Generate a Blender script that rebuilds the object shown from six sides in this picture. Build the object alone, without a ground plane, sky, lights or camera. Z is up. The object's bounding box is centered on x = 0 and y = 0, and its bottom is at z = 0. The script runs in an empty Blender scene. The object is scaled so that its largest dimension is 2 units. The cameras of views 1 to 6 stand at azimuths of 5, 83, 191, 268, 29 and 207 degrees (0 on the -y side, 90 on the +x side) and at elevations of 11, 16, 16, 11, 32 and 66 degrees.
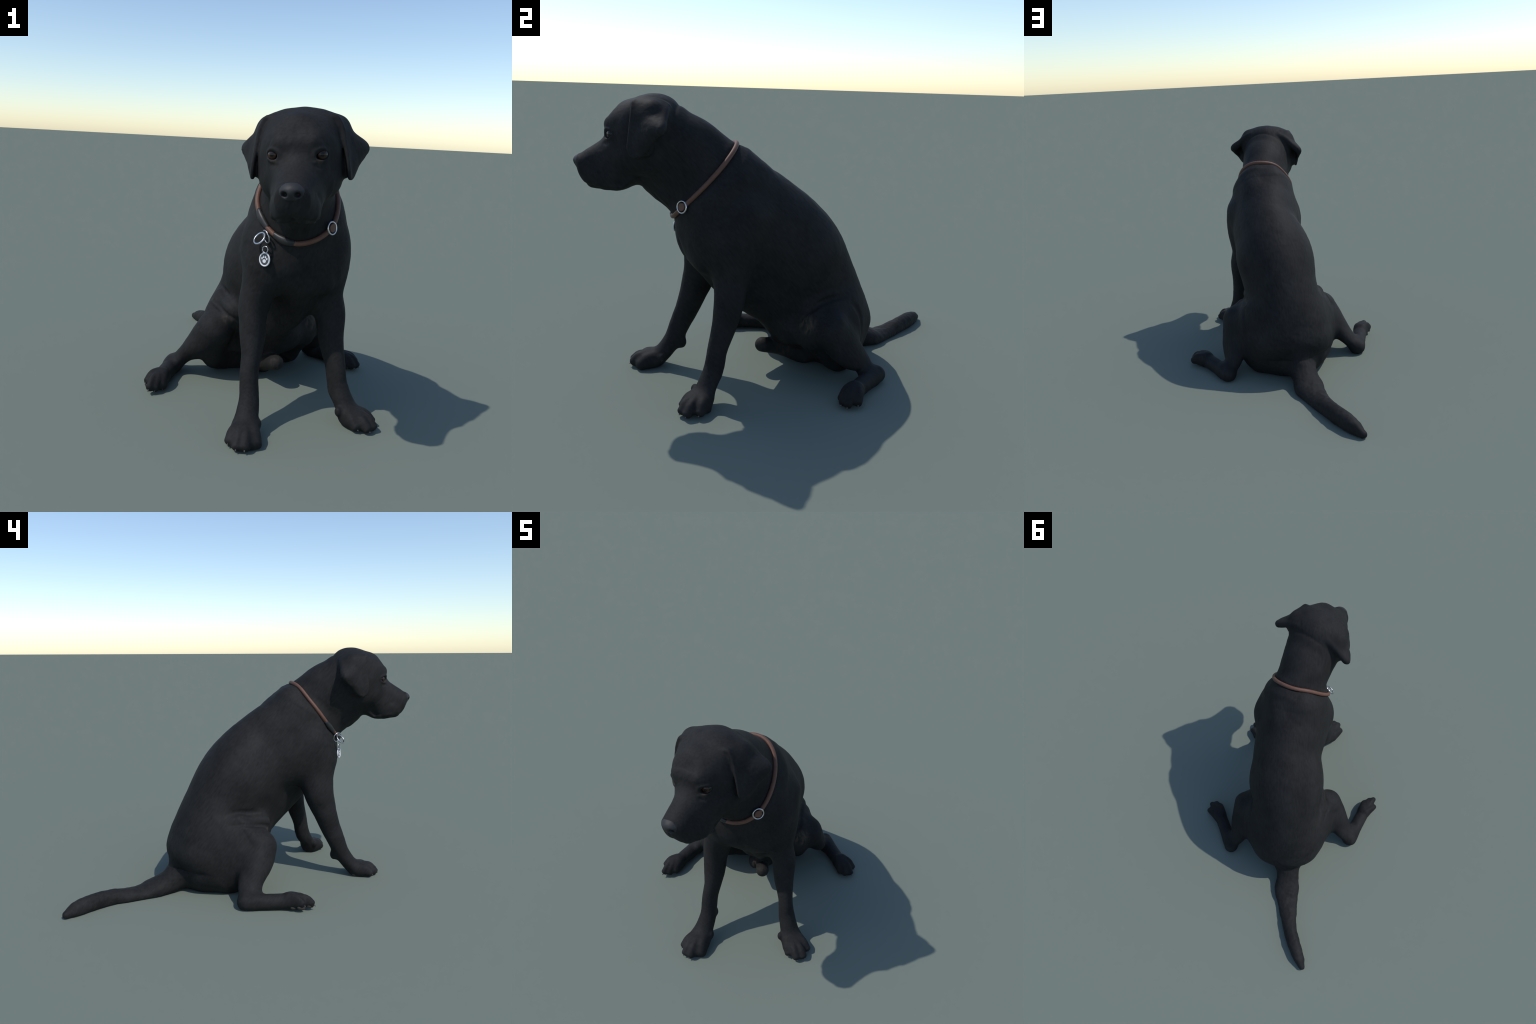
# A black dog sitting on the ground, turned slightly, with a round brown leather collar.
# The body is described by tapered tubes along the bones (stations: along, left, up, half width,
# half depth), melted together into one implicit surface, meshed once, and then split into parts.
import bpy, math, random
import numpy as np
from mathutils import Vector, noise
from mathutils.bvhtree import BVHTree

random.seed(7)
CELL = 0.004

# ---------------------------------------------------------------- frames
FWD = np.array([.4226, -.9063, 0.]); LEFT = np.array([.9063, .4226, 0.]); UP = np.array([0, 0, 1.])
_roll = math.radians(3)
H_FWD = np.array([-.09, -.996, 0.]); _hl = np.array([.996, -.09, 0.])
H_LEFT = _hl * math.cos(_roll) + UP * math.sin(_roll)
H_UP = UP * math.cos(_roll) - _hl * math.sin(_roll)
H_ORG = np.array([.158, -.8, 1.2])


def body(s, t, z): return s * FWD + t * LEFT + z * UP
def head(p, q, z): return H_ORG + p * H_FWD + q * H_LEFT + (z - 1.2) * H_UP
def body_vec(v): return v[0] * FWD + v[1] * LEFT + v[2] * UP
def head_vec(v): return v[0] * H_FWD + v[1] * H_LEFT + v[2] * H_UP


POINT = {'body': body, 'head': head}; VEC = {'body': body_vec, 'head': head_vec}


# ---------------------------------------------------------------- implicit tubes
def catmull(A, m):
    A = np.asarray(A, float); n = len(A)
    if n < 3: return np.array([A[0] + (A[-1] - A[0]) * i / m for i in range(m + 1)])
    E = np.vstack([2 * A[0] - A[1], A, 2 * A[-1] - A[-2]]); out = []
    for i in range(n - 1):
        p0, p1, p2, p3 = E[i:i + 4]
        for j in range(m):
            u = j / m
            out.append(.5 * (2 * p1 + (p2 - p0) * u + (2 * p0 - 5 * p1 + 4 * p2 - p3) * u * u
                             + (3 * p1 - p0 - 3 * p2 + p3) * u ** 3))
    out.append(A[-1]); return np.array(out)


class Tube:
    def __init__(self, part, frame, side, stations, melt=.03, fine=7, cap=(1, 1), mirror=False):
        self.part, self.melt, self.cap = part, melt, cap
        self.runs = []
        for flip in ((1, -1) if mirror else (1,)):
            P = np.array([POINT[frame](r[0], r[1] * flip, r[2]) for r in stations])
            S = np.array([VEC[frame]((side[0], side[1] * flip, side[2])) for r in stations])
            A = catmull(np.hstack([P, S, np.array([list(r[3:]) + [0] * (7 - len(r)) for r in stations], float)]), fine)
            A[:, 6:8] = np.maximum(A[:, 6:8], .003)
            self.runs.append(A)

    def dist(self, X, margin=.15):
        d = np.full(len(X), 9.)
        for A in self.runs:
            r = A[:, 6:8].max(1)[:, None] + margin
            lo = (A[:, :3] - r).min(0); hi = (A[:, :3] + r).max(0)
            m = np.nonzero(((X > lo) & (X < hi)).all(1))[0]
            if len(m): d[m] = np.minimum(d[m], segments(A, self.cap, X[m]))
        return d


def segments(A, cap, X):
    """distance to a swept egg; neighbouring pieces meet on shared mitre planes so no joints show"""
    d = np.full(len(X), 9.); n = len(A) - 1
    D = np.diff(A[:, :3], axis=0); D /= np.linalg.norm(D, axis=1)[:, None] + 1e-9
    M = np.vstack([D[:1], D[:-1] + D[1:], D[-1:]]); M /= np.linalg.norm(M, axis=1)[:, None]
    SS = A[:, 3:6] - (A[:, 3:6] * M).sum(1)[:, None] * M; SS /= np.linalg.norm(SS, axis=1)[:, None]
    NN = np.cross(M, SS)
    for i in range(n):
        g0 = (X - A[i, :3]) @ M[i]; g1 = (A[i + 1, :3] - X) @ M[i + 1]
        ok = (g0 >= 0) & (g1 >= 0)
        if i == 0: ok |= (g0 < 0) & (g1 >= 0)
        if i == n - 1: ok |= (g1 < 0) & (g0 >= 0)
        m = np.nonzero(ok)[0]
        if not len(m): continue
        x, a0, a1 = X[m], g0[m], g1[m]
        h = np.clip(a0 / np.where(np.abs(a0 + a1) < 1e-9, 1e-9, a0 + a1), 0, 1); h = np.where(a0 < 0, 0., np.where(a1 < 0, 1., h))
        al = np.where(a0 < 0, a0, np.where(a1 < 0, -a1, 0.))
        H1 = h[:, None]
        W = x - A[i, :3] - H1 * (A[i + 1, :3] - A[i, :3])
        la = (W * (SS[i] + H1 * (SS[i + 1] - SS[i]))).sum(1); nr = (W * (NN[i] + H1 * (NN[i + 1] - NN[i]))).sum(1)
        a = A[i, 6] + h * (A[i + 1, 6] - A[i, 6]); b = A[i, 7] + h * (A[i + 1, 7] - A[i, 7])
        ev = A[i, 8] + h * (A[i + 1, 8] - A[i, 8]); ed = A[i, 9] + h * (A[i + 1, 9] - A[i, 9])
        e = np.minimum(a, b) * np.where(a0 < 0, cap[0], np.where(a1 < 0, cap[1], 1.))
        u = np.clip(nr / b, -1.3, 1.3); v = np.sqrt(u * u + .12)
        a = a * (1 - ev * (v - u - .346) / 2 - ed * (v + u - .346) / 2)      # egg shape: narrower below / above
        q = np.sqrt((la / a) ** 2 + (nr / b) ** 2 + (al / e) ** 2) + 1e-6
        k1 = np.sqrt((la / a ** 2) ** 2 + (nr / b ** 2) ** 2 + (al / e ** 2) ** 2) + 1e-6
        d[m] = np.minimum(d[m], q * (q - 1) / k1)
    m = np.nonzero(d > 8)[0]
    for i in range(n if len(m) else 0):          # inside of a sharp bend: nearest piece
        x = X[m]; T = A[i + 1, :3] - A[i, :3]; h = np.clip((x - A[i, :3]) @ T / (T @ T + 1e-12), 0, 1)[:, None]
        W = x - A[i, :3] - h * T; S = SS[i] + h * (SS[i + 1] - SS[i]); U = NN[i] + h * (NN[i + 1] - NN[i])
        a = A[i, 6] + h[:, 0] * (A[i + 1, 6] - A[i, 6]); b = A[i, 7] + h[:, 0] * (A[i + 1, 7] - A[i, 7])
        la = (W * S).sum(1); nr = (W * U).sum(1); al = W @ (T / (np.linalg.norm(T) + 1e-9))
        q = np.sqrt((la / a) ** 2 + (nr / b) ** 2 + (al / np.minimum(a, b)) ** 2) + 1e-6
        k1 = np.sqrt((la / a ** 2) ** 2 + (nr / b ** 2) ** 2 + (al / np.minimum(a, b) ** 2) ** 2) + 1e-6
        d[m] = np.minimum(d[m], q * (q - 1) / k1)
    return d


def smin(a, b, k):
    h = np.maximum(k - np.abs(a - b), 0) / k
    return np.minimum(a, b) - h * h * k * .25


def smax(a, b, k): return -smin(-a, -b, k)


def blob(part, frame, c, r, melt=.03, mirror=False):
    """ellipsoid: a very short tube with long rounded caps"""
    c = np.array(c, float); e = np.array([1e-3, 0, 0]); f = r[0] / min(r[1], r[2])
    return Tube(part, frame, (0, 1, 0), [(*(c - e), r[1], r[2]), (*(c + e), r[1], r[2])], melt, 1, (f, f), mirror)


PARTS = []
CLAWS = []
add = PARTS.append
Y = (0, 1, 0)

# ---------------------------------------------------------------- trunk
# stations may carry two more numbers: how much narrower the section gets towards the belly and towards the back
add(Tube('torso', 'body', Y, [
    (-0.277, 0.023, 0.112, 0.216, 0.182, -0.051, -0.200), (-0.255, 0.026, 0.218, 0.226, 0.252, 0.014, -0.200), (-0.115, 0.041, 0.417, 0.212, 0.297, 0.184, -0.200),
    (0.012, 0.042, 0.569, 0.224, 0.328, 0.533, -0.200), (0.179, 0.049, 0.709, 0.203, 0.330, 0.547, -0.058), (0.307, 0.017, 0.857, 0.212, 0.294, 0.255, 0.104),
    (0.387, 0.003, 0.976, 0.202, 0.242, 0.095, 0.048)], cap=(.9, .6)))
add(Tube('neck', 'body', (0, 1, -.35), [
    (0.373, 0.008, 0.967, 0.164, 0.229, 0.124, 0.010), (0.451, -0.028, 1.024, 0.150, 0.216, 0.267, -0.029), (0.544, -0.071, 1.104, 0.155, 0.213, 0.347, -0.026),
    (0.632, -0.114, 1.160, 0.167, 0.194, 0.379, -0.015), (0.672, -0.129, 1.186, 0.160, 0.169, 0.334, -0.018)], melt=.035, cap=(.5, .6)))
add(blob('torso', 'body', (0.435, -0.055, 0.744), (0.116, 0.167, 0.146), melt=.08))      # breast
add(blob('torso', 'body', (0.438, 0.125, 0.803), (0.111, 0.105, 0.136), melt=.07))       # points of the shoulders
add(blob('torso', 'body', (0.353, -0.133, 0.790), (0.112, 0.107, 0.140), melt=.07))
add(blob('torso', 'body', (-0.395, 0.040, 0.229), (0.088, 0.179, 0.069), melt=.06))      # rump over the tail
add(blob('torso', 'body', (0.020, 0.071, 0.268), (0.086, 0.066, 0.122), melt=.05))       # loose belly skin
add(blob('torso', 'body', (0.017, -0.040, 0.293), (0.089, 0.069, 0.107), melt=.05))
add(blob('torso', 'body', (0.225, -0.104, 0.733), (0.125, 0.091, 0.150), melt=.06))      # upper arms and shoulder blades
add(blob('torso', 'body', (0.244, 0.089, 0.980), (0.101, 0.071, 0.111), melt=.06))
add(blob('torso', 'body', (0.269, -0.041, 1.028), (0.095, 0.066, 0.124), melt=.06))
add(blob('torso', 'body', (0.492, 0.094, 0.706), (0.066, 0.080, 0.105), melt=.05))       # left side of the breast
add(blob('torso', 'body', (-0.052, 0.170, 0.654), (0.126, 0.094, 0.107), melt=.06))      # ribs
add(blob('torso', 'body', (-0.029, -0.146, 0.371), (0.080, 0.069, 0.070), melt=.05))     # flank skin running to the stifles
add(blob('torso', 'body', (0.023, 0.143, 0.248), (0.068, 0.068, 0.084), melt=.05))

# ---------------------------------------------------------------- forelimbs
add(Tube('forelimb', 'body', (1, .3, .35), [
    (0.317, 0.160, 0.866, 0.106, 0.101), (0.370, 0.165, 0.705, 0.121, 0.087), (0.393, 0.161, 0.573, 0.094, 0.072),
    (0.413, 0.183, 0.477, 0.082, 0.063), (0.438, 0.185, 0.363, 0.066, 0.054), (0.481, 0.196, 0.248, 0.056, 0.039),
    (0.504, 0.204, 0.160, 0.051, 0.043), (0.556, 0.225, 0.077, 0.042, 0.051), (0.602, 0.259, 0.007, 0.044, 0.060)],
    melt=.06, cap=(.8, .6)))
add(Tube('forelimb', 'body', (1, -.3, .35), [
    (0.344, -0.100, 0.843, 0.093, 0.081), (0.367, -0.149, 0.662, 0.110, 0.082), (0.380, -0.184, 0.527, 0.091, 0.072),
    (0.399, -0.194, 0.459, 0.081, 0.062), (0.425, -0.200, 0.385, 0.069, 0.057), (0.450, -0.210, 0.313, 0.062, 0.046),
    (0.480, -0.227, 0.235, 0.055, 0.042), (0.527, -0.238, 0.133, 0.047, 0.045), (0.601, -0.276, 0.034, 0.042, 0.059),
    (0.685, -0.294, 0.009, 0.039, 0.063)], melt=.06, cap=(.8, .6)))
add(blob('forelimb', 'body', (0.481, -0.208, 0.122), (0.019, 0.018, 0.024), melt=.035))   # carpal pads
add(blob('forelimb', 'body', (0.502, 0.197, 0.127), (0.018, 0.018, 0.022), melt=.035))
add(blob('forelimb', 'body', (0.592, -0.214, 0.056), (0.016, 0.014, 0.020), melt=.015))   # dew toes
add(blob('forelimb', 'body', (0.588, 0.172, 0.066), (0.016, 0.014, 0.020), melt=.015))


def paw(part, root, width, height, tips, r):
    """root (s, t, z): middle of the back of the paw; tips: the four claw points."""
    root = np.array(root, float); tips = np.array(tips, float); mid = tips.mean(0)
    d = mid - root; d[2] = 0; d /= np.linalg.norm(d); w = np.array([-d[1], d[0], 0])
    at = lambda u: root + (mid - root) * u
    add(Tube(part, 'body', tuple(w), [
        (*(at(.0)[:2]), root[2], width * .36, height * .50), (*(at(.35)[:2]), height * .50, width * .43, height * .48),
        (*(at(.58)[:2]), height * .36, width * .40, height * .32)], .03, 4, (.8, .6)))
    for tip in tips:
        back = tip - root; back[2] = 0; back /= np.linalg.norm(back)
        aim = back * .5 + d * .5; aim /= np.linalg.norm(aim)
        e = tip - aim * .022; k = tip - aim * .060; b = tip - aim * .105
        lift = tip[2] - .016
        add(Tube(part, 'body', tuple(np.array([-aim[1], aim[0], 0])), [
            (b[0] * .75 + root[0] * .25, b[1] * .75 + root[1] * .25, height * .50 + lift * .5, r, height * .42),
            (k[0], k[1], height * .50 + lift * .7, r * 1.06, height * .42),
            (e[0], e[1], height * .27 + lift, r * .95, height * .26)], .018, 3, (.8, .7)))
        CLAWS.append((part, tip, aim))


paw('forelimb', (.598, -.272, .044), .142, .080,
    [(.668, -.376, .018), (.721, -.356, .017), (.737, -.322, .017), (.715, -.268, .019)], .0215)
paw('forelimb', (.578, .230, .046), .138, .080,
    [(.693, .228, .019), (.717, .276, .017), (.704, .315, .017), (.650, .339, .019)], .0210)

# ---------------------------------------------------------------- hind limbs
add(Tube('hindlimb', 'body', UP, [
    (-0.305, 0.162, 0.170, 0.222, 0.112), (-0.207, 0.228, 0.236, 0.213, 0.113), (-0.045, 0.248, 0.279, 0.128, 0.085)], melt=.06, cap=(.8, 1)))
add(Tube('hindlimb', 'body', UP, [
    (-0.252, -0.111, 0.194, 0.222, 0.119), (-0.175, -0.188, 0.241, 0.213, 0.099), (-0.095, -0.235, 0.304, 0.157, 0.055)], melt=.06, cap=(.8, 1)))
add(Tube('hindlimb', 'body', (1, 0, .5), [
    (-0.087, 0.323, 0.288, 0.095, 0.078), (-0.167, 0.356, 0.178, 0.098, 0.062), (-0.249, 0.386, 0.090, 0.063, 0.043),
    (-0.258, 0.442, 0.023, 0.040, 0.038)], melt=.04))
add(Tube('hindlimb', 'body', (1, 0, .5), [
    (-0.051, -0.242, 0.271, 0.094, 0.096), (-0.104, -0.287, 0.191, 0.094, 0.087), (-0.176, -0.359, 0.107, 0.069, 0.047),
    (-0.203, -0.423, 0.034, 0.062, 0.041)], melt=.04))
add(Tube('hindlimb', 'body', (-.4, .9, 0), [
    (-0.313, 0.431, 0.034, 0.047, 0.045), (-0.190, 0.480, 0.036, 0.043, 0.043), (-0.095, 0.523, 0.040, 0.042, 0.041)], fine=4))
add(Tube('hindlimb', 'body', (.4, .9, 0), [
    (-0.236, -0.419, 0.036, 0.046, 0.045), (-0.130, -0.470, 0.036, 0.044, 0.043), (-0.035, -0.520, 0.041, 0.043, 0.042)], fine=4))
paw('hindlimb', (-.085, .530, .046), .112, .084,
    [(.013, .534, .017), (.032, .570, .017), (.022, .605, .018), (-.030, .623, .023)], .0185)
paw('hindlimb', (-.015, -.530, .046), .112, .084,
    [(.028, -.618, .037), (.093, -.613, .027), (.090, -.580, .019), (.069, -.536, .017)], .0185)

# ---------------------------------------------------------------- tail, groin
add(Tube('tail', 'body', Y, [
    (-0.451, 0.024, 0.089, 0.085, 0.085), (-0.520, 0.019, 0.050, 0.075, 0.069), (-0.614, 0.024, 0.024, 0.084, 0.055),
    (-0.696, 0.017, 0.014, 0.069, 0.041), (-0.780, 0.008, 0.018, 0.058, 0.043), (-0.860, -0.001, 0.028, 0.046, 0.046),
    (-0.968, -0.030, 0.032, 0.043, 0.049), (-1.064, -0.065, 0.026, 0.037, 0.042), (-1.120, -0.087, 0.017, 0.021, 0.023)],
    melt=.05, fine=5))
add(Tube('torso', 'body', Y, [
    (-0.118, 0.058, 0.048, 0.066, 0.064), (0.011, 0.030, 0.095, 0.041, 0.045), (0.137, 0.039, 0.139, 0.038, 0.039)], fine=5))
add(blob('torso', 'body', (-0.045, -0.025, 0.062), (0.055, 0.038, 0.048), melt=.012))

# ---------------------------------------------------------------- head
add(Tube('head', 'head', Y, [
    (-0.249, 0.000, 1.214, 0.130, 0.131), (-0.188, 0.000, 1.226, 0.155, 0.167), (-0.118, 0.000, 1.215, 0.158, 0.162),
    (-0.062, 0.000, 1.203, 0.149, 0.152), (-0.009, 0.000, 1.186, 0.112, 0.102)], melt=.03, cap=(.5, .42)))
add(Tube('head', 'head', Y, [
    (-0.030, 0.004, 1.106, 0.120, 0.115), (0.025, 0.004, 1.092, 0.093, 0.114), (0.082, 0.004, 1.082, 0.075, 0.086),
    (0.151, 0.004, 1.066, 0.064, 0.060)], melt=.04, cap=(.5, .5)))
add(blob('head', 'head', (0.041, 0.070, 1.019), (0.047, 0.022, 0.048), melt=.045, mirror=True))
add(blob('head', 'head', (0.101, 0.038, 1.021), (0.042, 0.032, 0.048), melt=.04, mirror=True))
add(Tube('head', 'head', Y, [
    (-0.082, 0.000, 1.029, 0.087, 0.026), (-0.013, 0.000, 0.973, 0.064, 0.012), (0.073, 0.000, 0.987, 0.042, 0.007)], fine=5))
add(blob('head', 'head', (-0.117, 0.102, 1.124), (0.087, 0.056, 0.075), melt=.04, mirror=True))
add(blob('head', 'head', (-0.153, 0.083, 1.302), (0.081, 0.065, 0.066), melt=.05, mirror=True))
add(blob('head', 'head', (-0.011, 0.061, 1.261), (0.038, 0.031, 0.033), melt=.05, mirror=True))
add(blob('head', 'head', (-0.017, 0.004, 1.254), (0.039, 0.041, 0.039), melt=.04))
add(blob('head', 'head', (-0.182, 0.143, 1.278), (0.056, 0.048, 0.079), melt=.04, mirror=True))
add(blob('nose', 'head', (0.171, 0.004, 1.091), (0.027, 0.038, 0.025), melt=.016))
add(blob('head', 'head', (-0.152, 0.179, 1.172), (0.038, 0.029, 0.047), melt=.03, mirror=True))     # inside of the hanging ears

# ---------------------------------------------------------------- ears
# a hanging leaf: each row gives front edge, dent behind it, swelling, back edge as (forward, out, up, half thickness)
EAR_ROWS = [
    [(-.105, .105, 1.346, .012), (-.145, .105, 1.350, .014), (-.190, .105, 1.345, .016), (-.232, .100, 1.332, .018)],
    [(-.102, .134, 1.348, .009), (-.143, .140, 1.338, .012), (-.190, .143, 1.326, .016), (-.232, .145, 1.310, .019)],
    [(-.098, .158, 1.302, .008), (-.138, .168, 1.300, .011), (-.190, .176, 1.291, .018), (-.229, .190, 1.272, .022)],
    [(-.092, .168, 1.250, .007), (-.134, .184, 1.252, .009), (-.192, .217, 1.246, .019), (-.227, .234, 1.238, .023)],
    [(-.087, .178, 1.200, .007), (-.120, .187, 1.200, .008), (-.172, .216, 1.202, .012), (-.208, .233, 1.208, .011)],
    [(-.085, .184, 1.158, .007), (-.108, .188, 1.155, .008), (-.138, .200, 1.156, .009), (-.170, .211, 1.168, .008)],
    [(-.093, .187, 1.130, .007), (-.107, .189, 1.124, .008), (-.122, .193, 1.124, .008), (-.140, .199, 1.133, .007)]]


def ear_tree(flip):
    rows = catmull(np.array(EAR_ROWS).reshape(len(EAR_ROWS), 16), 6).reshape(-1, 4, 4)
    grid = np.array([catmull(r, 7) for r in rows]); nu, nv = grid.shape[:2]
    pts = [Vector(head(p[0], p[1] * flip, p[2])) for r in grid for p in r]
    quads = [(i * nv + j, i * nv + j + 1, (i + 1) * nv + j + 1, (i + 1) * nv + j) for i in range(nu - 1) for j in range(nv - 1)]
    thick = [grid[i:i + 2, j:j + 2, 3].mean() for i in range(nu - 1) for j in range(nv - 1)]
    P = np.array([p[:] for p in pts])
    return BVHTree.FromPolygons(pts, quads), thick, P.min(0) - .05, P.max(0) + .05


EARS = [ear_tree(1), ear_tree(-1)]


def ear_dist(X):
    d = np.full(len(X), 9.)
    for tree, thick, lo, hi in EARS:
        for i in np.nonzero(((X > lo) & (X < hi)).all(1))[0]:
            p, nrm, face, r = tree.find_nearest(Vector(X[i]), .06)
            if r is not None: d[i] = min(d[i], r - thick[face])
    return d


# ---------------------------------------------------------------- grooves, folds, sockets
def curve_dist(P, X):
    d = np.full(len(X), 9.)
    lo = P.min(0) - .06; hi = P.max(0) + .06
    m = np.nonzero(((X > lo) & (X < hi)).all(1))[0]; Q = X[m]; e = np.full(len(m), 9.)
    k = np.zeros(len(X)); ke = np.zeros(len(m)); n = len(P) - 1
    for i, (a, b) in enumerate(zip(P[:-1], P[1:])):
        t = b - a; h = np.clip(((Q - a) @ t) / (t @ t + 1e-12), 0, 1)
        r = np.linalg.norm(Q - a - h[:, None] * t, axis=1); u = (i + h) / n
        ke = np.where(r < e, u, ke); e = np.minimum(e, r)
    d[m] = e; k[m] = ke; return d, k


def ctrl(frame, pts, flip=1): return catmull(np.array([POINT[frame](p[0], p[1] * flip, p[2]) for p in pts]), 5)


def skin(X):
    d = np.full(len(X), 9.)
    for t in PARTS: d = smin(d, t.dist(X), t.melt)
    return d


def on_skin(frame, pts, flip=1):
    """a curve drawn on the bare surface"""
    P = ctrl(frame, pts, flip)
    for it in range(6):
        g = np.stack([skin(P + .004 * e) - skin(P - .004 * e) for e in np.eye(3)], 1); g /= np.linalg.norm(g, axis=1)[:, None] + 1e-9
        P = P - g * np.clip(skin(P), -.015, .015)[:, None]
        for k in range(2): P[1:-1] = (P[:-2] + 2 * P[1:-1] + P[2:]) / 4
    return P


FOLDS = []      # (curve, width, height): negative height is a groove
def fold(frame, pts, width, height, flip=1): FOLDS.append((on_skin(frame, pts, flip), width, height))


for f in (1, -1):       # mouth line, hanging lips, cheek and brow
    fold('head', [(.150, .030, .992), (.120, .058, .985), (.080, .075, .974), (.045, .080, .972), (.020, .078, .980)], .006, -.008, f)
    fold('head', [(.100, .075, .998), (.060, .085, .990), (.030, .085, .992)], .012, .001, f)
    fold('head', [(.020, .085, .985), (-.010, .078, .972), (-.040, .070, .978)], .010, .005, f)
    fold('head', [(.085, .072, 1.080), (.060, .095, 1.060), (.035, .108, 1.030)], .014, -.003, f)
    fold('head', [(.052, .028, 1.250), (.045, .055, 1.262), (.030, .080, 1.258)], .016, .0008, f)
    fold('head', [(.055, .022, 1.262), (.045, .040, 1.280)], .018, -.0015, f)
    fold('head', [(.045, .062, 1.188), (.035, .085, 1.186), (.022, .102, 1.194)], .007, .003, f)
    fold('head', [(.050, .060, 1.176), (.036, .088, 1.170), (.020, .108, 1.178)], .008, -.003, f)
fold('head', [(.200, .004, 1.062), (.192, .004, 1.040), (.182, .004, 1.010)], .005, -.005)
fold('head', [(.062, .003, 1.230), (.040, .002, 1.290), (-.010, .000, 1.340)], .016, -.0015)
# loose throat skin
fold('body', [(.700, -.165, .960), (.660, -.150, .930), (.630, -.130, .890)], .014, .008)
fold('body', [(.690, -.090, .950), (.650, -.080, .910), (.620, -.070, .870)], .012, -.006)
# loose skin over the right flank: a roll with a crease under and over it
fold('body', [(-.260, -.190, .440), (-.134, -.200, .441), (-.053, -.200, .426), (.015, -.178, .405), (.065, -.140, .365)], .018, .012)
fold('body', [(-.240, -.205, .405), (-.164, -.222, .405), (-.110, -.236, .396), (-.050, -.205, .386), (.010, -.172, .372), (.060, -.135, .335)], .011, -.012)
fold('body', [(-.220, -.190, .480), (-.100, -.198, .474), (-.010, -.185, .452)], .014, -.006)
# crease over the left thigh and behind it
fold('body', [(.045, .245, .340), (-.001, .273, .398), (-.069, .285, .425), (-.144, .289, .436), (-.230, .286, .430)], .014, -.010)
fold('body', [(.020, .265, .415), (-.080, .285, .455), (-.200, .290, .462)], .016, .007)
fold('body', [(-.220, .300, .410), (-.270, .305, .350), (-.300, .305, .290), (-.306, .310, .200)], .015, -.010)
# armpit grooves, chest furrow, knee caps
fold('body', [(.285, .190, .660), (.280, .190, .590), (.310, .186, .530)], .022, -.007)
fold('body', [(.600, -.020, .760), (.580, -.020, .680), (.540, -.020, .600)], .020, -.005)
fold('body', [(.560, .100, .760), (.520, .130, .660), (.470, .160, .580)], .022, -.005)

EYES = [(-1, head(.001, -.083, 1.212)), (1, head(.001, .086, 1.213))]
GAZE = [head_vec((.93, .30 * s, .03)) / np.linalg.norm((.93, .30, .03)) for s, c in EYES]


def field(X, groups=None):
    parts = {}
    d = np.full(len(X), 9.)
    for t in PARTS:
        e = t.dist(X); d = smin(d, e, t.melt)
        if groups is not None: parts[t.part] = np.minimum(parts.get(t.part, 9.), e)
    e = ear_dist(X); d = smin(d, e, .016)
    for P, w, h in FOLDS:
        r, u = curve_dist(P, X)
        fade = 1 if (P[0] == P[-1]).all() else np.clip(np.minimum(u, 1 - u) * 4, 0, 1) ** .8       # folds run out at their ends
        d = d - h * fade * np.exp(-(r / w) ** 2)
    # eye openings
    for (sgn, c), g in zip(EYES, GAZE):
        W = X - c; m = np.nonzero((W * W).sum(1) < .07 ** 2)[0]
        if len(m):
            w = W[m]; al = w @ g; up = w @ H_UP; lt = w @ np.cross(H_UP, g)
            hole = (np.sqrt((lt / .0225) ** 2 + ((up + .0030 + lt * sgn * -.12) / .0138) ** 2 + 1e-9) - 1) * .015
            hole = np.where(al > 0, hole, 9)
            rim = np.exp(-((np.sqrt((lt / .030) ** 2 + (up / .022) ** 2) - 1) / .28) ** 2) * .004
            d[m] = smax(d[m] - rim * (al > 0), -hole, .006)
    # nostrils
    for q in (-.0205, .0265):
        c = head(.199, q, 1.081); W = X - c; m = np.nonzero((W * W).sum(1) < .04 ** 2)[0]
        if len(m):
            w = W[m]; v = np.stack([w @ H_FWD / .032, w @ H_LEFT / .0130, w @ H_UP / .0110], 1)
            d[m] = smax(d[m], -(np.linalg.norm(v, axis=1) - 1) * .0115, .005)
    d = smax(d, .0008 - X[:, 2], .004)
    if groups is not None: parts['ear'] = e; return d, parts
    return d


# ---------------------------------------------------------------- collar line on the neck (it presses a shallow furrow into the coat)
COLLAR_LINE = [(.292, .000, 1.178), (.300, .045, 1.178), (.330, .090, 1.168), (.378, .124, 1.138), (.420, .145, 1.092),
               (.475, .147, 1.045), (.532, .128, .983), (.566, .105, .934), (.586, .074, .898), (.598, .020, .866),
               (.588, -.030, .849), (.578, -.064, .838), (.560, -.101, .838), (.530, -.141, .851), (.499, -.174, .869),
               (.458, -.198, .905), (.414, -.202, .951), (.380, -.200, .987), (.349, -.185, 1.027), (.328, -.155, 1.070),
               (.308, -.110, 1.113), (.297, -.057, 1.152)]


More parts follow.
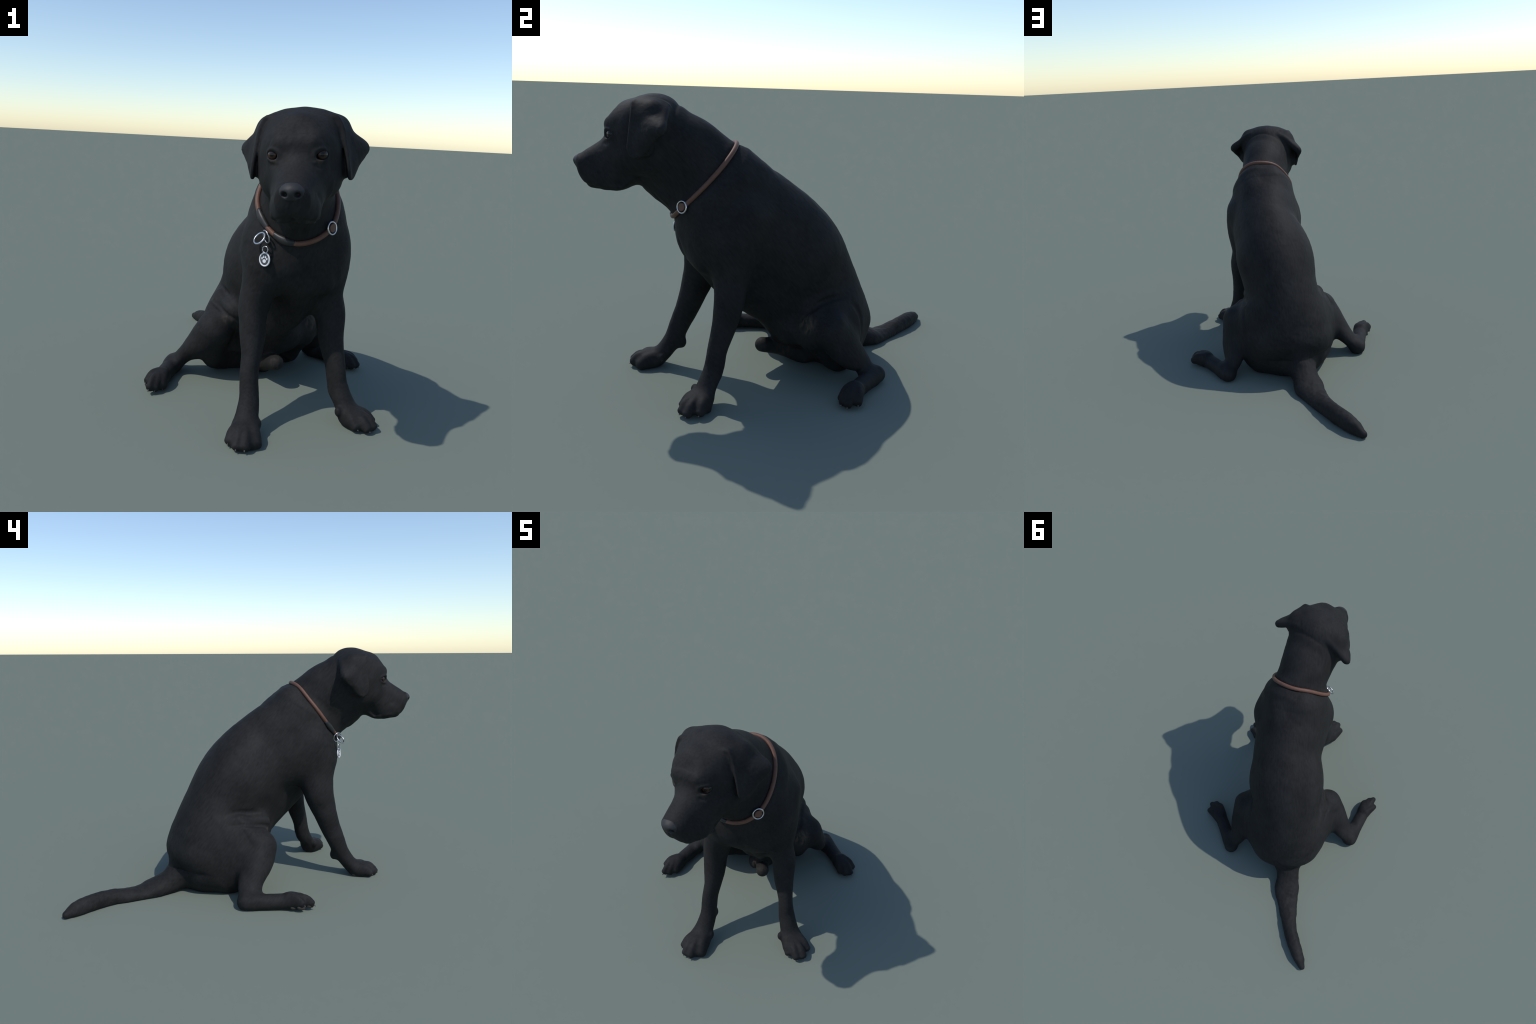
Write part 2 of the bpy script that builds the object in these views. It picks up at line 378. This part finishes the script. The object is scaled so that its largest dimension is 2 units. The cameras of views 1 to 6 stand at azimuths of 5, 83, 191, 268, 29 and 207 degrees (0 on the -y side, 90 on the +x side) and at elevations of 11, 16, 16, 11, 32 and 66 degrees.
def collar_loop():
    c = np.array([body(*p) for p in COLLAR_LINE]); k = len(c)
    P = catmull(np.vstack([c[-3:], c, c[:4]]), 6)[3 * 6:(3 + k) * 6]
    mid = P.mean(0)
    for r in range(110): P = (np.roll(P, 1, 0) + 2 * P + np.roll(P, -1, 0)) / 4
    for it in range(4):
        h = .004
        g = np.stack([field(P + h * e) - field(P - h * e) for e in np.eye(3)], 1)
        g /= np.linalg.norm(g, axis=1)[:, None] + 1e-9
        P = P - g * np.clip(field(P) - .003, -.012, .012)[:, None]
        for r in range(14): P = (np.roll(P, 1, 0) + 2 * P + np.roll(P, -1, 0)) / 4
    t = np.roll(P, -1, 0) - np.roll(P, 1, 0); t /= np.linalg.norm(t, axis=1)[:, None]
    o = P - mid; o -= (o * t).sum(1)[:, None] * t; g -= (g * t).sum(1)[:, None] * t
    g /= np.linalg.norm(g, axis=1)[:, None]
    return P, g


loop, out = collar_loop()
FOLDS.append((np.vstack([loop, loop[:1]]), .014, -.007))

# ---------------------------------------------------------------- meshing (surface nets on a narrow band)
def mesh_body():
    lo = np.array([-.68, -1.06, -.012]); n = (np.array([.70, 1.06, 1.44]) - lo)
    K = 4; nb = np.ceil(n / (CELL * K)).astype(int); shape = nb * K
    I = np.indices(nb).reshape(3, -1).T
    C = lo + (I * K + (K - 1) / 2) * CELL
    dc = field(C)
    near = np.abs(dc) < CELL * K * .87 + .014
    vol = np.repeat(np.repeat(np.repeat(np.where(dc < 0, -1., 1.).astype(np.float32).reshape(nb), K, 0), K, 1), K, 2)
    off = np.indices((K, K, K)).reshape(3, -1).T
    J = (I[near][:, None] * K + off[None]).reshape(-1, 3)
    for s in range(0, len(J), 400000):
        j = J[s:s + 400000]; vol[j[:, 0], j[:, 1], j[:, 2]] = field(lo + j * CELL)
    ins = vol < 0
    cnt = np.zeros(shape - 1, np.uint8)
    corners = [(a, b, c) for a in (0, 1) for b in (0, 1) for c in (0, 1)]
    for a, b, c in corners:
        cnt += ins[a:shape[0] - 1 + a, b:shape[1] - 1 + b, c:shape[2] - 1 + c]
    cells = np.argwhere((cnt > 0) & (cnt < 8))
    val = np.stack([vol[cells[:, 0] + a, cells[:, 1] + b, cells[:, 2] + c] for a, b, c in corners], 1)
    acc = np.zeros((len(cells), 3)); num = np.zeros(len(cells))
    for i, ca in enumerate(corners):
        for k, cb in enumerate(corners):
            if k > i and sum(x != y for x, y in zip(ca, cb)) == 1:
                m = (val[:, i] < 0) != (val[:, k] < 0)
                t = np.where(m, val[:, i] / np.where(m, val[:, i] - val[:, k], 1), 0)
                p = np.array(ca) + t[:, None] * (np.array(cb) - np.array(ca))
                acc += p * m[:, None]; num += m
    V = lo + (cells + acc / num[:, None]) * CELL
    sh = shape - 1
    lin = lambda c: (c[:, 0] * sh[1] + c[:, 1]) * sh[2] + c[:, 2]
    key = lin(cells); quads = []
    for ax in range(3):
        o1, o2 = [(1, 2), (2, 0), (0, 1)][ax]
        s0 = [slice(None)] * 3; s1 = [slice(None)] * 3; s0[ax] = slice(0, -1); s1[ax] = slice(1, None)
        A = ins[tuple(s0)]; Bq = ins[tuple(s1)]
        e = np.argwhere(A != Bq); fl = A[e[:, 0], e[:, 1], e[:, 2]]
        ok = (e[:, o1] > 0) & (e[:, o2] > 0); e = e[ok]; fl = fl[ok]
        u = np.zeros(3, int); u[o1] = 1; v = np.zeros(3, int); v[o2] = 1
        ids = [np.searchsorted(key, lin(e - a * u - b * v)) for a, b in ((1, 1), (0, 1), (0, 0), (1, 0))]
        q = np.stack(ids, 1); q[~fl] = q[~fl][:, ::-1]
        quads.append(q)
    return V, np.vstack(quads)


def relax(V, Q, times):
    E = np.vstack([Q[:, [0, 1]], Q[:, [1, 2]], Q[:, [2, 3]], Q[:, [3, 0]]])
    deg = np.bincount(E.ravel(), minlength=len(V))[:, None]
    for k in range(times):
        for lam in (.5, -.52):
            S = np.zeros_like(V)
            for c in range(3):
                S[:, c] = np.bincount(E[:, 0], V[E[:, 1], c], len(V)) + np.bincount(E[:, 1], V[E[:, 0], c], len(V))
            V = V + lam * (S / deg - V)
    V[:, 2] = np.maximum(V[:, 2], .0003)
    return V


def vertex_normals(V, Q):
    n = np.cross(V[Q[:, 2]] - V[Q[:, 0]], V[Q[:, 3]] - V[Q[:, 1]]); N = np.zeros_like(V)
    for k in range(4):
        for c in range(3): N[:, c] += np.bincount(Q[:, k], n[:, c], len(V))
    return N / (np.linalg.norm(N, axis=1)[:, None] + 1e-12)


# ---------------------------------------------------------------- materials
class Nodes:
    def __init__(self, name):
        self.mat = bpy.data.materials.new(name); self.mat.use_nodes = True
        self.nt = self.mat.node_tree; self.bsdf = self.nt.nodes['Principled BSDF']
    def new(self, kind, **kw):
        n = self.nt.nodes.new(kind)
        for k, v in kw.items(): setattr(n, k, v)
        return n
    def link(self, a, b): self.nt.links.new(a, b)
    def noise(self, coord, scale, detail=3, stretch=None, along=None):
        if stretch:
            mp = self.new('ShaderNodeMapping', vector_type='TEXTURE'); mp.inputs['Scale'].default_value = stretch
            if along is not None: mp.inputs['Rotation'].default_value = Vector(along).to_track_quat('Z', 'Y').to_euler()
            self.link(coord, mp.inputs['Vector']); coord = mp.outputs[0]
        t = self.new('ShaderNodeTexNoise'); t.inputs['Scale'].default_value = scale; t.inputs['Detail'].default_value = detail
        self.link(coord, t.inputs['Vector']); return t.outputs['Fac']
    def ramp(self, fac, stops):
        r = self.new('ShaderNodeValToRGB'); self.link(fac, r.inputs[0])
        e = r.color_ramp.elements
        while len(e) < len(stops): e.new(.5)
        for el, (p, c) in zip(e, stops): el.position = p; el.color = (*c, 1) if len(c) == 3 else c
        return r.outputs[0]
    def mix(self, fac, a, b):
        m = self.new('ShaderNodeMix', data_type='RGBA')
        if isinstance(fac, float): m.inputs[0].default_value = fac
        else: self.link(fac, m.inputs[0])
        for s, v in ((6, a), (7, b)):
            if isinstance(v, tuple): m.inputs[s].default_value = (*v, 1)
            else: self.link(v, m.inputs[s])
        return m.outputs[2]
    def math(self, op, a, b=None):
        m = self.new('ShaderNodeMath', operation=op)
        for i, v in enumerate((a, b)):
            if v is None: continue
            if isinstance(v, (int, float)): m.inputs[i].default_value = v
            else: self.link(v, m.inputs[i])
        return m.outputs[0]
    def near(self, coord, point, inner, outer):
        """1 inside a soft ball around a point on the body, 0 outside"""
        d = self.new('ShaderNodeVectorMath', operation='DISTANCE'); self.link(coord, d.inputs[0]); d.inputs[1].default_value = tuple(point)
        r = self.new('ShaderNodeMapRange', interpolation_type='SMOOTHSTEP')
        r.inputs['From Min'].default_value = outer; r.inputs['From Max'].default_value = inner
        self.link(d.outputs['Value'], r.inputs['Value']); return r.outputs[0]
    def bump(self, height, strength, dist=.002):
        b = self.new('ShaderNodeBump'); b.inputs['Strength'].default_value = strength; b.inputs['Distance'].default_value = dist
        self.link(height, b.inputs['Height']); self.link(b.outputs[0], self.bsdf.inputs['Normal'])
    def set(self, **kw):
        for k, v in kw.items():
            i = self.bsdf.inputs[k.replace('_', ' ')]
            if isinstance(v, (int, float)): i.default_value = v
            elif isinstance(v, tuple): i.default_value = (*v, 1)
            else: self.link(v, i)


def coat_material(name, base=(.0126, .0124, .0126), light=(.0220, .0215, .0215), rough=.68, spec=.12):
    m = Nodes(name); co = m.new('ShaderNodeTexCoord').outputs['Object']
    hair = m.noise(co, 110, 3, (1, 1, 5), body_vec((.62, 0, .78)))
    blot = m.noise(co, 9, 5)
    f = m.math('ADD', m.math('MULTIPLY', hair, .5), m.math('MULTIPLY', blot, .5))
    col = m.mix(m.ramp(f, [(.36, (0, 0, 0)), (.64, (1, 1, 1))]), base, light)
    brown = m.noise(co, 70, 4, (1, 1, 3))
    patches = None
    for pt, r0, r1, amt in BROWN:
        k = m.math('MULTIPLY', m.near(co, pt, r0, r1), amt)
        patches = k if patches is None else m.math('MAXIMUM', patches, k)
    patches = m.math('MULTIPLY', patches, m.ramp(brown, [(.40, (.12, .12, .12)), (.62, (1, 1, 1))]))
    col = m.mix(patches, col, (.074, .057, .043))
    m.set(Base_Color=col, Roughness=rough, Specular_IOR_Level=spec)
    m.bump(hair, .35, .0018)
    return m.mat


BROWN = [(body(.030, .275, .314), .012, .070, .95), (body(.030, -.200, .350), .006, .048, .5), (body(-.02, .45, .09), .02, .10, .12),
         (head(.036, .088, 1.186), .004, .024, .60), (head(.036, -.086, 1.186), .004, .024, .60),
         (body(.02, .02, .10), .03, .10, .35), (body(.150, .035, .145), .02, .06, .25)]


def plain(name, color, rough, metallic=0., spec=.5, vary=.15, scale=60, bump=0.):
    m = Nodes(name); co = m.new('ShaderNodeTexCoord').outputs['Object']
    f = m.noise(co, scale, 4)
    lo = tuple(c * (1 - vary) for c in color); hi = tuple(c * (1 + vary) for c in color)
    m.set(Base_Color=m.mix(f, lo, hi), Roughness=rough, Metallic=metallic, Specular_IOR_Level=spec)
    if bump: m.bump(f, bump, .001)
    return m.mat


# ---------------------------------------------------------------- object helpers
def link(ob, parent=None):
    bpy.context.scene.collection.objects.link(ob)
    if parent is not None: ob.parent = parent
    return ob


def mesh_object(name, verts, faces, mat, parent, smooth=True):
    me = bpy.data.meshes.new(name); me.from_pydata([tuple(v) for v in verts], [], [tuple(f) for f in faces]); me.update()
    if smooth: me.polygons.foreach_set('use_smooth', [True] * len(me.polygons))
    me.materials.append(mat)
    return link(bpy.data.objects.new(name, me), parent)


def sweep(path, radii, seg=12, closed=False, flat=1.0, up=None):
    """tube along points; flat squashes it along its own normal"""
    P = [Vector(p) for p in path]; n = len(P); V = []; Fc = []
    for i, p in enumerate(P):
        a = P[(i - 1) % n] if closed or i > 0 else P[i]; b = P[(i + 1) % n] if closed or i < n - 1 else P[i]
        t = (b - a).normalized(); u = Vector(up[i] if up is not None else (0, 0, 1)); u = (u - t * u.dot(t)).normalized(); w = t.cross(u)
        r = radii[i] if hasattr(radii, '__len__') else radii
        for k in range(seg):
            an = 2 * math.pi * k / seg; V.append(p + u * (math.cos(an) * r * flat) + w * (math.sin(an) * r))
    for i in range(n if closed else n - 1):
        for k in range(seg):
            j = (i + 1) % n; Fc.append((i * seg + k, i * seg + (k + 1) % seg, j * seg + (k + 1) % seg, j * seg + k))
    if not closed:
        Fc.append(tuple(range(seg))[::-1]); Fc.append(tuple((n - 1) * seg + k for k in range(seg)))
    return V, Fc


def ring_points(c, normal, r, n=40, squash=1.0, axis=None):
    N = Vector(normal).normalized(); u = Vector(axis) if axis is not None else N.orthogonal()
    u = (u - N * u.dot(N)).normalized(); w = N.cross(u)
    return [Vector(c) + u * (math.cos(2 * math.pi * i / n) * r) + w * (math.sin(2 * math.pi * i / n) * r * squash) for i in range(n)], [N] * n


# ================================================================ build
dog = bpy.data.objects.new('sitting_dog', None); link(dog)
dog['label'] = 'black short-haired dog sitting with a brown rope collar and paw tag'
dog['category'] = 'dog'

COAT = coat_material('black_coat')
NOSE = plain('nose_leather', (.022, .022, .024), .58, spec=.30, scale=220, bump=.3)
V, Q = mesh_body()
V = relax(V, Q, 3)
N = vertex_normals(V, Q)
fluff = np.array([noise.noise(Vector(v) * 26) + .5 * noise.noise(Vector(v) * 60) for v in V])
behind = np.clip((-.46 - V @ FWD) / .08, 0, 1)
V = V + N * (fluff * (.0009 + .0020 * behind) * (V[:, 2] > .004))[:, None]
N = vertex_normals(V, Q)
mid = V[Q].mean(1)
_, near = field(mid, True)
names = ['torso', 'neck', 'head', 'nose', 'ear', 'forelimb', 'hindlimb', 'tail']
D = np.stack([near[k] - (.004 if k in ('ear', 'nose') else 0) for k in names], 1)
lab = D.argmin(1)
lateral = (mid - H_ORG) @ H_LEFT; side_body = mid @ LEFT
for k, nm in enumerate(names):
    sel = lab == k
    halves = [sel]
    if nm == 'ear': halves = [sel & (lateral > 0), sel & (lateral <= 0)]
    if nm in ('forelimb', 'hindlimb'): halves = [sel & (side_body > 0), sel & (side_body <= 0)]
    for h in halves:
        q = Q[h]
        if not len(q): continue
        used, inv = np.unique(q, return_inverse=True); inv = inv.reshape(q.shape)
        me = bpy.data.meshes.new(nm)
        me.vertices.add(len(used)); me.vertices.foreach_set('co', V[used].ravel())
        me.loops.add(inv.size); me.loops.foreach_set('vertex_index', inv.ravel().astype(np.int32))
        me.polygons.add(len(inv)); me.polygons.foreach_set('loop_start', np.arange(0, inv.size, 4, dtype=np.int32))
        me.update(calc_edges=True); me.validate()
        me.polygons.foreach_set('use_smooth', np.ones(len(me.polygons), bool))
        me.normals_split_custom_set_from_vertices(N[used].tolist())
        me.materials.append(NOSE if nm == 'nose' else COAT)
        link(bpy.data.objects.new(nm, me), dog)

# ---------------------------------------------------------------- eyes
def eye_material():
    m = Nodes('dark_brown_eye'); co = m.new('ShaderNodeTexCoord').outputs['Object']
    sp = m.new('ShaderNodeSeparateXYZ'); m.link(co, sp.inputs[0])
    r = m.math('SQRT', m.math('ADD', m.math('POWER', sp.outputs[0], 2), m.math('POWER', sp.outputs[1], 2)))
    r = m.math('DIVIDE', r, .026)
    streak = m.math('MULTIPLY', m.noise(co, 180, 3), .08)
    col = m.ramp(m.math('ADD', r, streak), [(.30, (.003, .003, .003)), (.37, (.028, .011, .006)), (.60, (.040, .016, .009)), (.70, (.004, .003, .003)), (.85, (.010, .008, .007))])
    m.set(Base_Color=col, Roughness=.22, Specular_IOR_Level=.30)
    return m.mat


EYE = eye_material()
for (sgn, c), g in zip(EYES, GAZE):
    bpyme = bpy.data.meshes.new('eye')
    R = .0255; seg, rng = 32, 20; vs = [(0, 0, R)]
    for i in range(1, rng):
        th = math.pi * i / rng
        vs += [(R * math.sin(th) * math.cos(2 * math.pi * k / seg), R * math.sin(th) * math.sin(2 * math.pi * k / seg), R * math.cos(th)) for k in range(seg)]
    vs.append((0, 0, -R)); fs = [(0, 1 + k, 1 + (k + 1) % seg) for k in range(seg)]
    for i in range(rng - 2):
        a = 1 + i * seg; fs += [(a + k, a + seg + k, a + seg + (k + 1) % seg, a + (k + 1) % seg) for k in range(seg)]
    a = 1 + (rng - 2) * seg; fs += [(a + k, len(vs) - 1, a + (k + 1) % seg) for k in range(seg)]
    ob = mesh_object('eye', vs, fs, EYE, dog)
    ob.rotation_euler = Vector(g).to_track_quat('Z', 'Y').to_euler(); ob.location = Vector(c)

# ---------------------------------------------------------------- claws
CLAW = plain('claw_horn', (.075, .066, .060), .45, spec=.4, vary=.3, scale=120)
claw_path = [(0, 0, 0), (.007, 0, .0015), (.013, 0, .0005), (.018, 0, -.003)]
cv, cf = sweep(claw_path, [.0058, .0055, .0042, .0016], 10, up=[(0, 0, 1)] * 4)
claw_mesh = bpy.data.meshes.new('claw'); claw_mesh.from_pydata([tuple(v) for v in cv], [], cf); claw_mesh.update()
claw_mesh.polygons.foreach_set('use_smooth', [True] * len(claw_mesh.polygons)); claw_mesh.materials.append(CLAW)
dew = [('forelimb', np.array([.604, -.203, .050]), np.array([.9, .2, 0])), ('forelimb', np.array([.600, .166, .058]), np.array([.9, -.1, 0]))]
for part, tip, aim in CLAWS + dew:
    ob = link(bpy.data.objects.new('claw', claw_mesh), dog)
    a = body_vec(aim); p = body(*(tip - aim * .017)); s = random.uniform(.66, .80)
    ob.location = Vector(p); ob.rotation_euler = (0, .25, math.atan2(a[1], a[0])); ob.scale = (s, s, s)

# ---------------------------------------------------------------- bare paw pads that show under the toes
PAD = plain('paw_pad_skin', (.046, .038, .033), .7, spec=.3, vary=.35, scale=150, bump=.4)
pv, pf = [], []
for i in range(9):
    th = math.pi * i / 8; pv += [(math.sin(th) * math.cos(2 * math.pi * k / 16), math.sin(th) * math.sin(2 * math.pi * k / 16), math.cos(th)) for k in range(16)]
pf = [(i * 16 + k, (i + 1) * 16 + k, (i + 1) * 16 + (k + 1) % 16, i * 16 + (k + 1) % 16) for i in range(8) for k in range(16)]
pad_mesh = bpy.data.meshes.new('paw_pad'); pad_mesh.from_pydata(pv, [], pf); pad_mesh.update()
pad_mesh.polygons.foreach_set('use_smooth', [True] * len(pad_mesh.polygons)); pad_mesh.materials.append(PAD)
for p, r in (((.007, -.600, .027), (.024, .010, .014)), ((.062, -.599, .025), (.021, .010, .012)), ((-.024, -.570, .021), (.018, .010, .011)),
             ((.575, -.305, .011), (.018, .012, .010))):
    ob = link(bpy.data.objects.new('paw_pad', pad_mesh), dog)
    ob.location = Vector(body(*p)); ob.scale = r; ob.rotation_euler = (0, .1, math.atan2(FWD[1], FWD[0]) - .35)

# ---------------------------------------------------------------- collar: follows the neck in a tilted plane
LEATHER = plain('brown_leather', (.130, .063, .044), .55, spec=.3, vary=.25, scale=45, bump=.2)
SLEEVE = plain('black_leather', (.020, .019, .019), .45, spec=.4, vary=.3, scale=70, bump=.2)
STEEL = plain('polished_steel', (.52, .52, .54), .28, metallic=1., vary=.06, scale=30)
ENAMEL = plain('grey_tag_enamel', (.06, .06, .065), .5, vary=.1)
THREAD = plain('pale_thread', (.09, .085, .075), .7)
WHITE = plain('silver_tag_print', (.72, .72, .74), .45, vary=.05)

ring_n = len(loop)


def loop_index(P): return int(np.argmin(np.linalg.norm(loop - P, axis=1)))
def on_loop(i, lift=0.0): return loop[i % ring_n] + out[i % ring_n] * lift


collar = mesh_object('collar', *sweep(loop, .0112, 14, True, up=out), LEATHER, dog)


def arc(i0, i1, n, lift=0.0):
    d = (i1 - i0 + ring_n // 2) % ring_n - ring_n // 2
    x = (i0 + np.linspace(0, d, n)) % ring_n
    P = [np.interp(x, np.arange(ring_n + 1), np.append(loop[:, c], loop[0, c])) for c in range(3)]
    U = [np.interp(x, np.arange(ring_n + 1), np.append(out[:, c], out[0, c])) for c in range(3)]
    U = np.stack(U, 1); return list(np.stack(P, 1) + U * lift), list(U)


i_ring = loop_index(body(.495, -.178, .872))
for far in (body(.405, -.203, .962), body(.572, -.088, .838)):
    i_far = loop_index(far); d = (i_far - i_ring + ring_n // 2) % ring_n - ring_n // 2
    p, u = arc(i_ring + d * .14, i_ring + d, 14, .001)
    mesh_object('collar_sleeve', *sweep(p, [.011, .0135, .0145, .0155, .0165, .0175, .0185, .0190, .0188, .018, .017, .016, .0145, .012], 14, up=u, flat=.76), SLEEVE, collar)
    for sd in (-1, 1):
        p, u = arc(i_ring + d * .34, i_ring + d * .96, 14, .0085)
        w = [np.cross(u[k], p[min(k + 1, 13)] - p[max(k - 1, 0)]) for k in range(14)]
        p = [p[k] + sd * w[k] / np.linalg.norm(w[k]) * .0115 * math.sin(math.pi * (k + .6) / 14.2) for k in range(14)]
        mesh_object('stitching', *sweep(p, .0017, 8, up=u), THREAD, collar)

# steel rings at the throat, tag, and slider ring on the left
big_c = body(.504, -.220, .854)
p, u = ring_points(big_c, body_vec((.27, -.73, .62)), .028, squash=.95)
mesh_object('steel_ring', *sweep(p, .0042, 10, True, up=u), STEEL, collar)
p, u = ring_points(body(.503, -.190, .860), (.80, .45, .25), .028)
mesh_object('steel_ring', *sweep(p, .0034, 10, True, up=u), STEEL, collar)
tag_c = np.array([.040, -.546, .764]); tn = Vector((-.50, -.866, .06)).normalized()
p, u = ring_points(Vector(tag_c) + Vector((0, -.002, .043)), tn, .0135)
mesh_object('link_ring', *sweep(p, .0024, 8, True, up=u), STEEL, collar)


def disc(name, c, n, rx, rz, th, mat, parent, seg=40):
    n = Vector(n).normalized(); up = (Vector((0, 0, 1)) - n * n.z).normalized(); w = up.cross(n); V = []; Fc = []
    for off, k in ((-th / 2, .94), (-th / 2 * .6, 1.), (th / 2 * .6, 1.), (th / 2, .94)):
        V += [Vector(c) + n * off + w * (math.cos(2 * math.pi * i / seg) * rx * k) + up * (math.sin(2 * math.pi * i / seg) * rz * k) for i in range(seg)]
    for r in range(3):
        Fc += [(r * seg + i, r * seg + (i + 1) % seg, (r + 1) * seg + (i + 1) % seg, (r + 1) * seg + i) for i in range(seg)]
    Fc += [tuple(range(seg))[::-1], tuple(3 * seg + i for i in range(seg))]
    ob = mesh_object(name, V, Fc, mat, parent, False); return ob


tag = disc('tag', tag_c, tn, .0255, .0285, .004, ENAMEL, collar)
p, u = ring_points(Vector(tag_c) + tn * .001, tn, .0245, axis=Vector((0, 0, 1)).cross(tn), squash=1.12)
mesh_object('tag_rim', *sweep(p, .0036, 8, True, up=u), WHITE, collar)
tu = (Vector((0, 0, 1)) - tn * tn.z).normalized(); tw = tu.cross(tn); face = Vector(tag_c) + tn * .0028
for x, z, rx, rz in ((0, -.007, .0088, .0078), (-.0122, .0035, .0036, .0052), (-.0048, .0112, .0037, .0060), (.0048, .0112, .0037, .0060), (.0122, .0035, .0036, .0052)):
    disc('paw_mark', face + tw * x + tu * z, tn, rx, rz, .0016, WHITE, collar, 20)

i_sl = loop_index(body(.584, .072, .892)); so = Vector(out[i_sl])
sc = Vector(on_loop(i_sl, .008))
sl_n = (so * .6 + Vector((.60, -.45, .1))).normalized()
p, u = ring_points(sc, sl_n, .0265)
mesh_object('slider_ring', *sweep(p, .0042, 10, True, up=u), STEEL, collar)
disc('slider_button', sc - sl_n * .001, sl_n, .018, .018, .014, LEATHER, collar, 28)
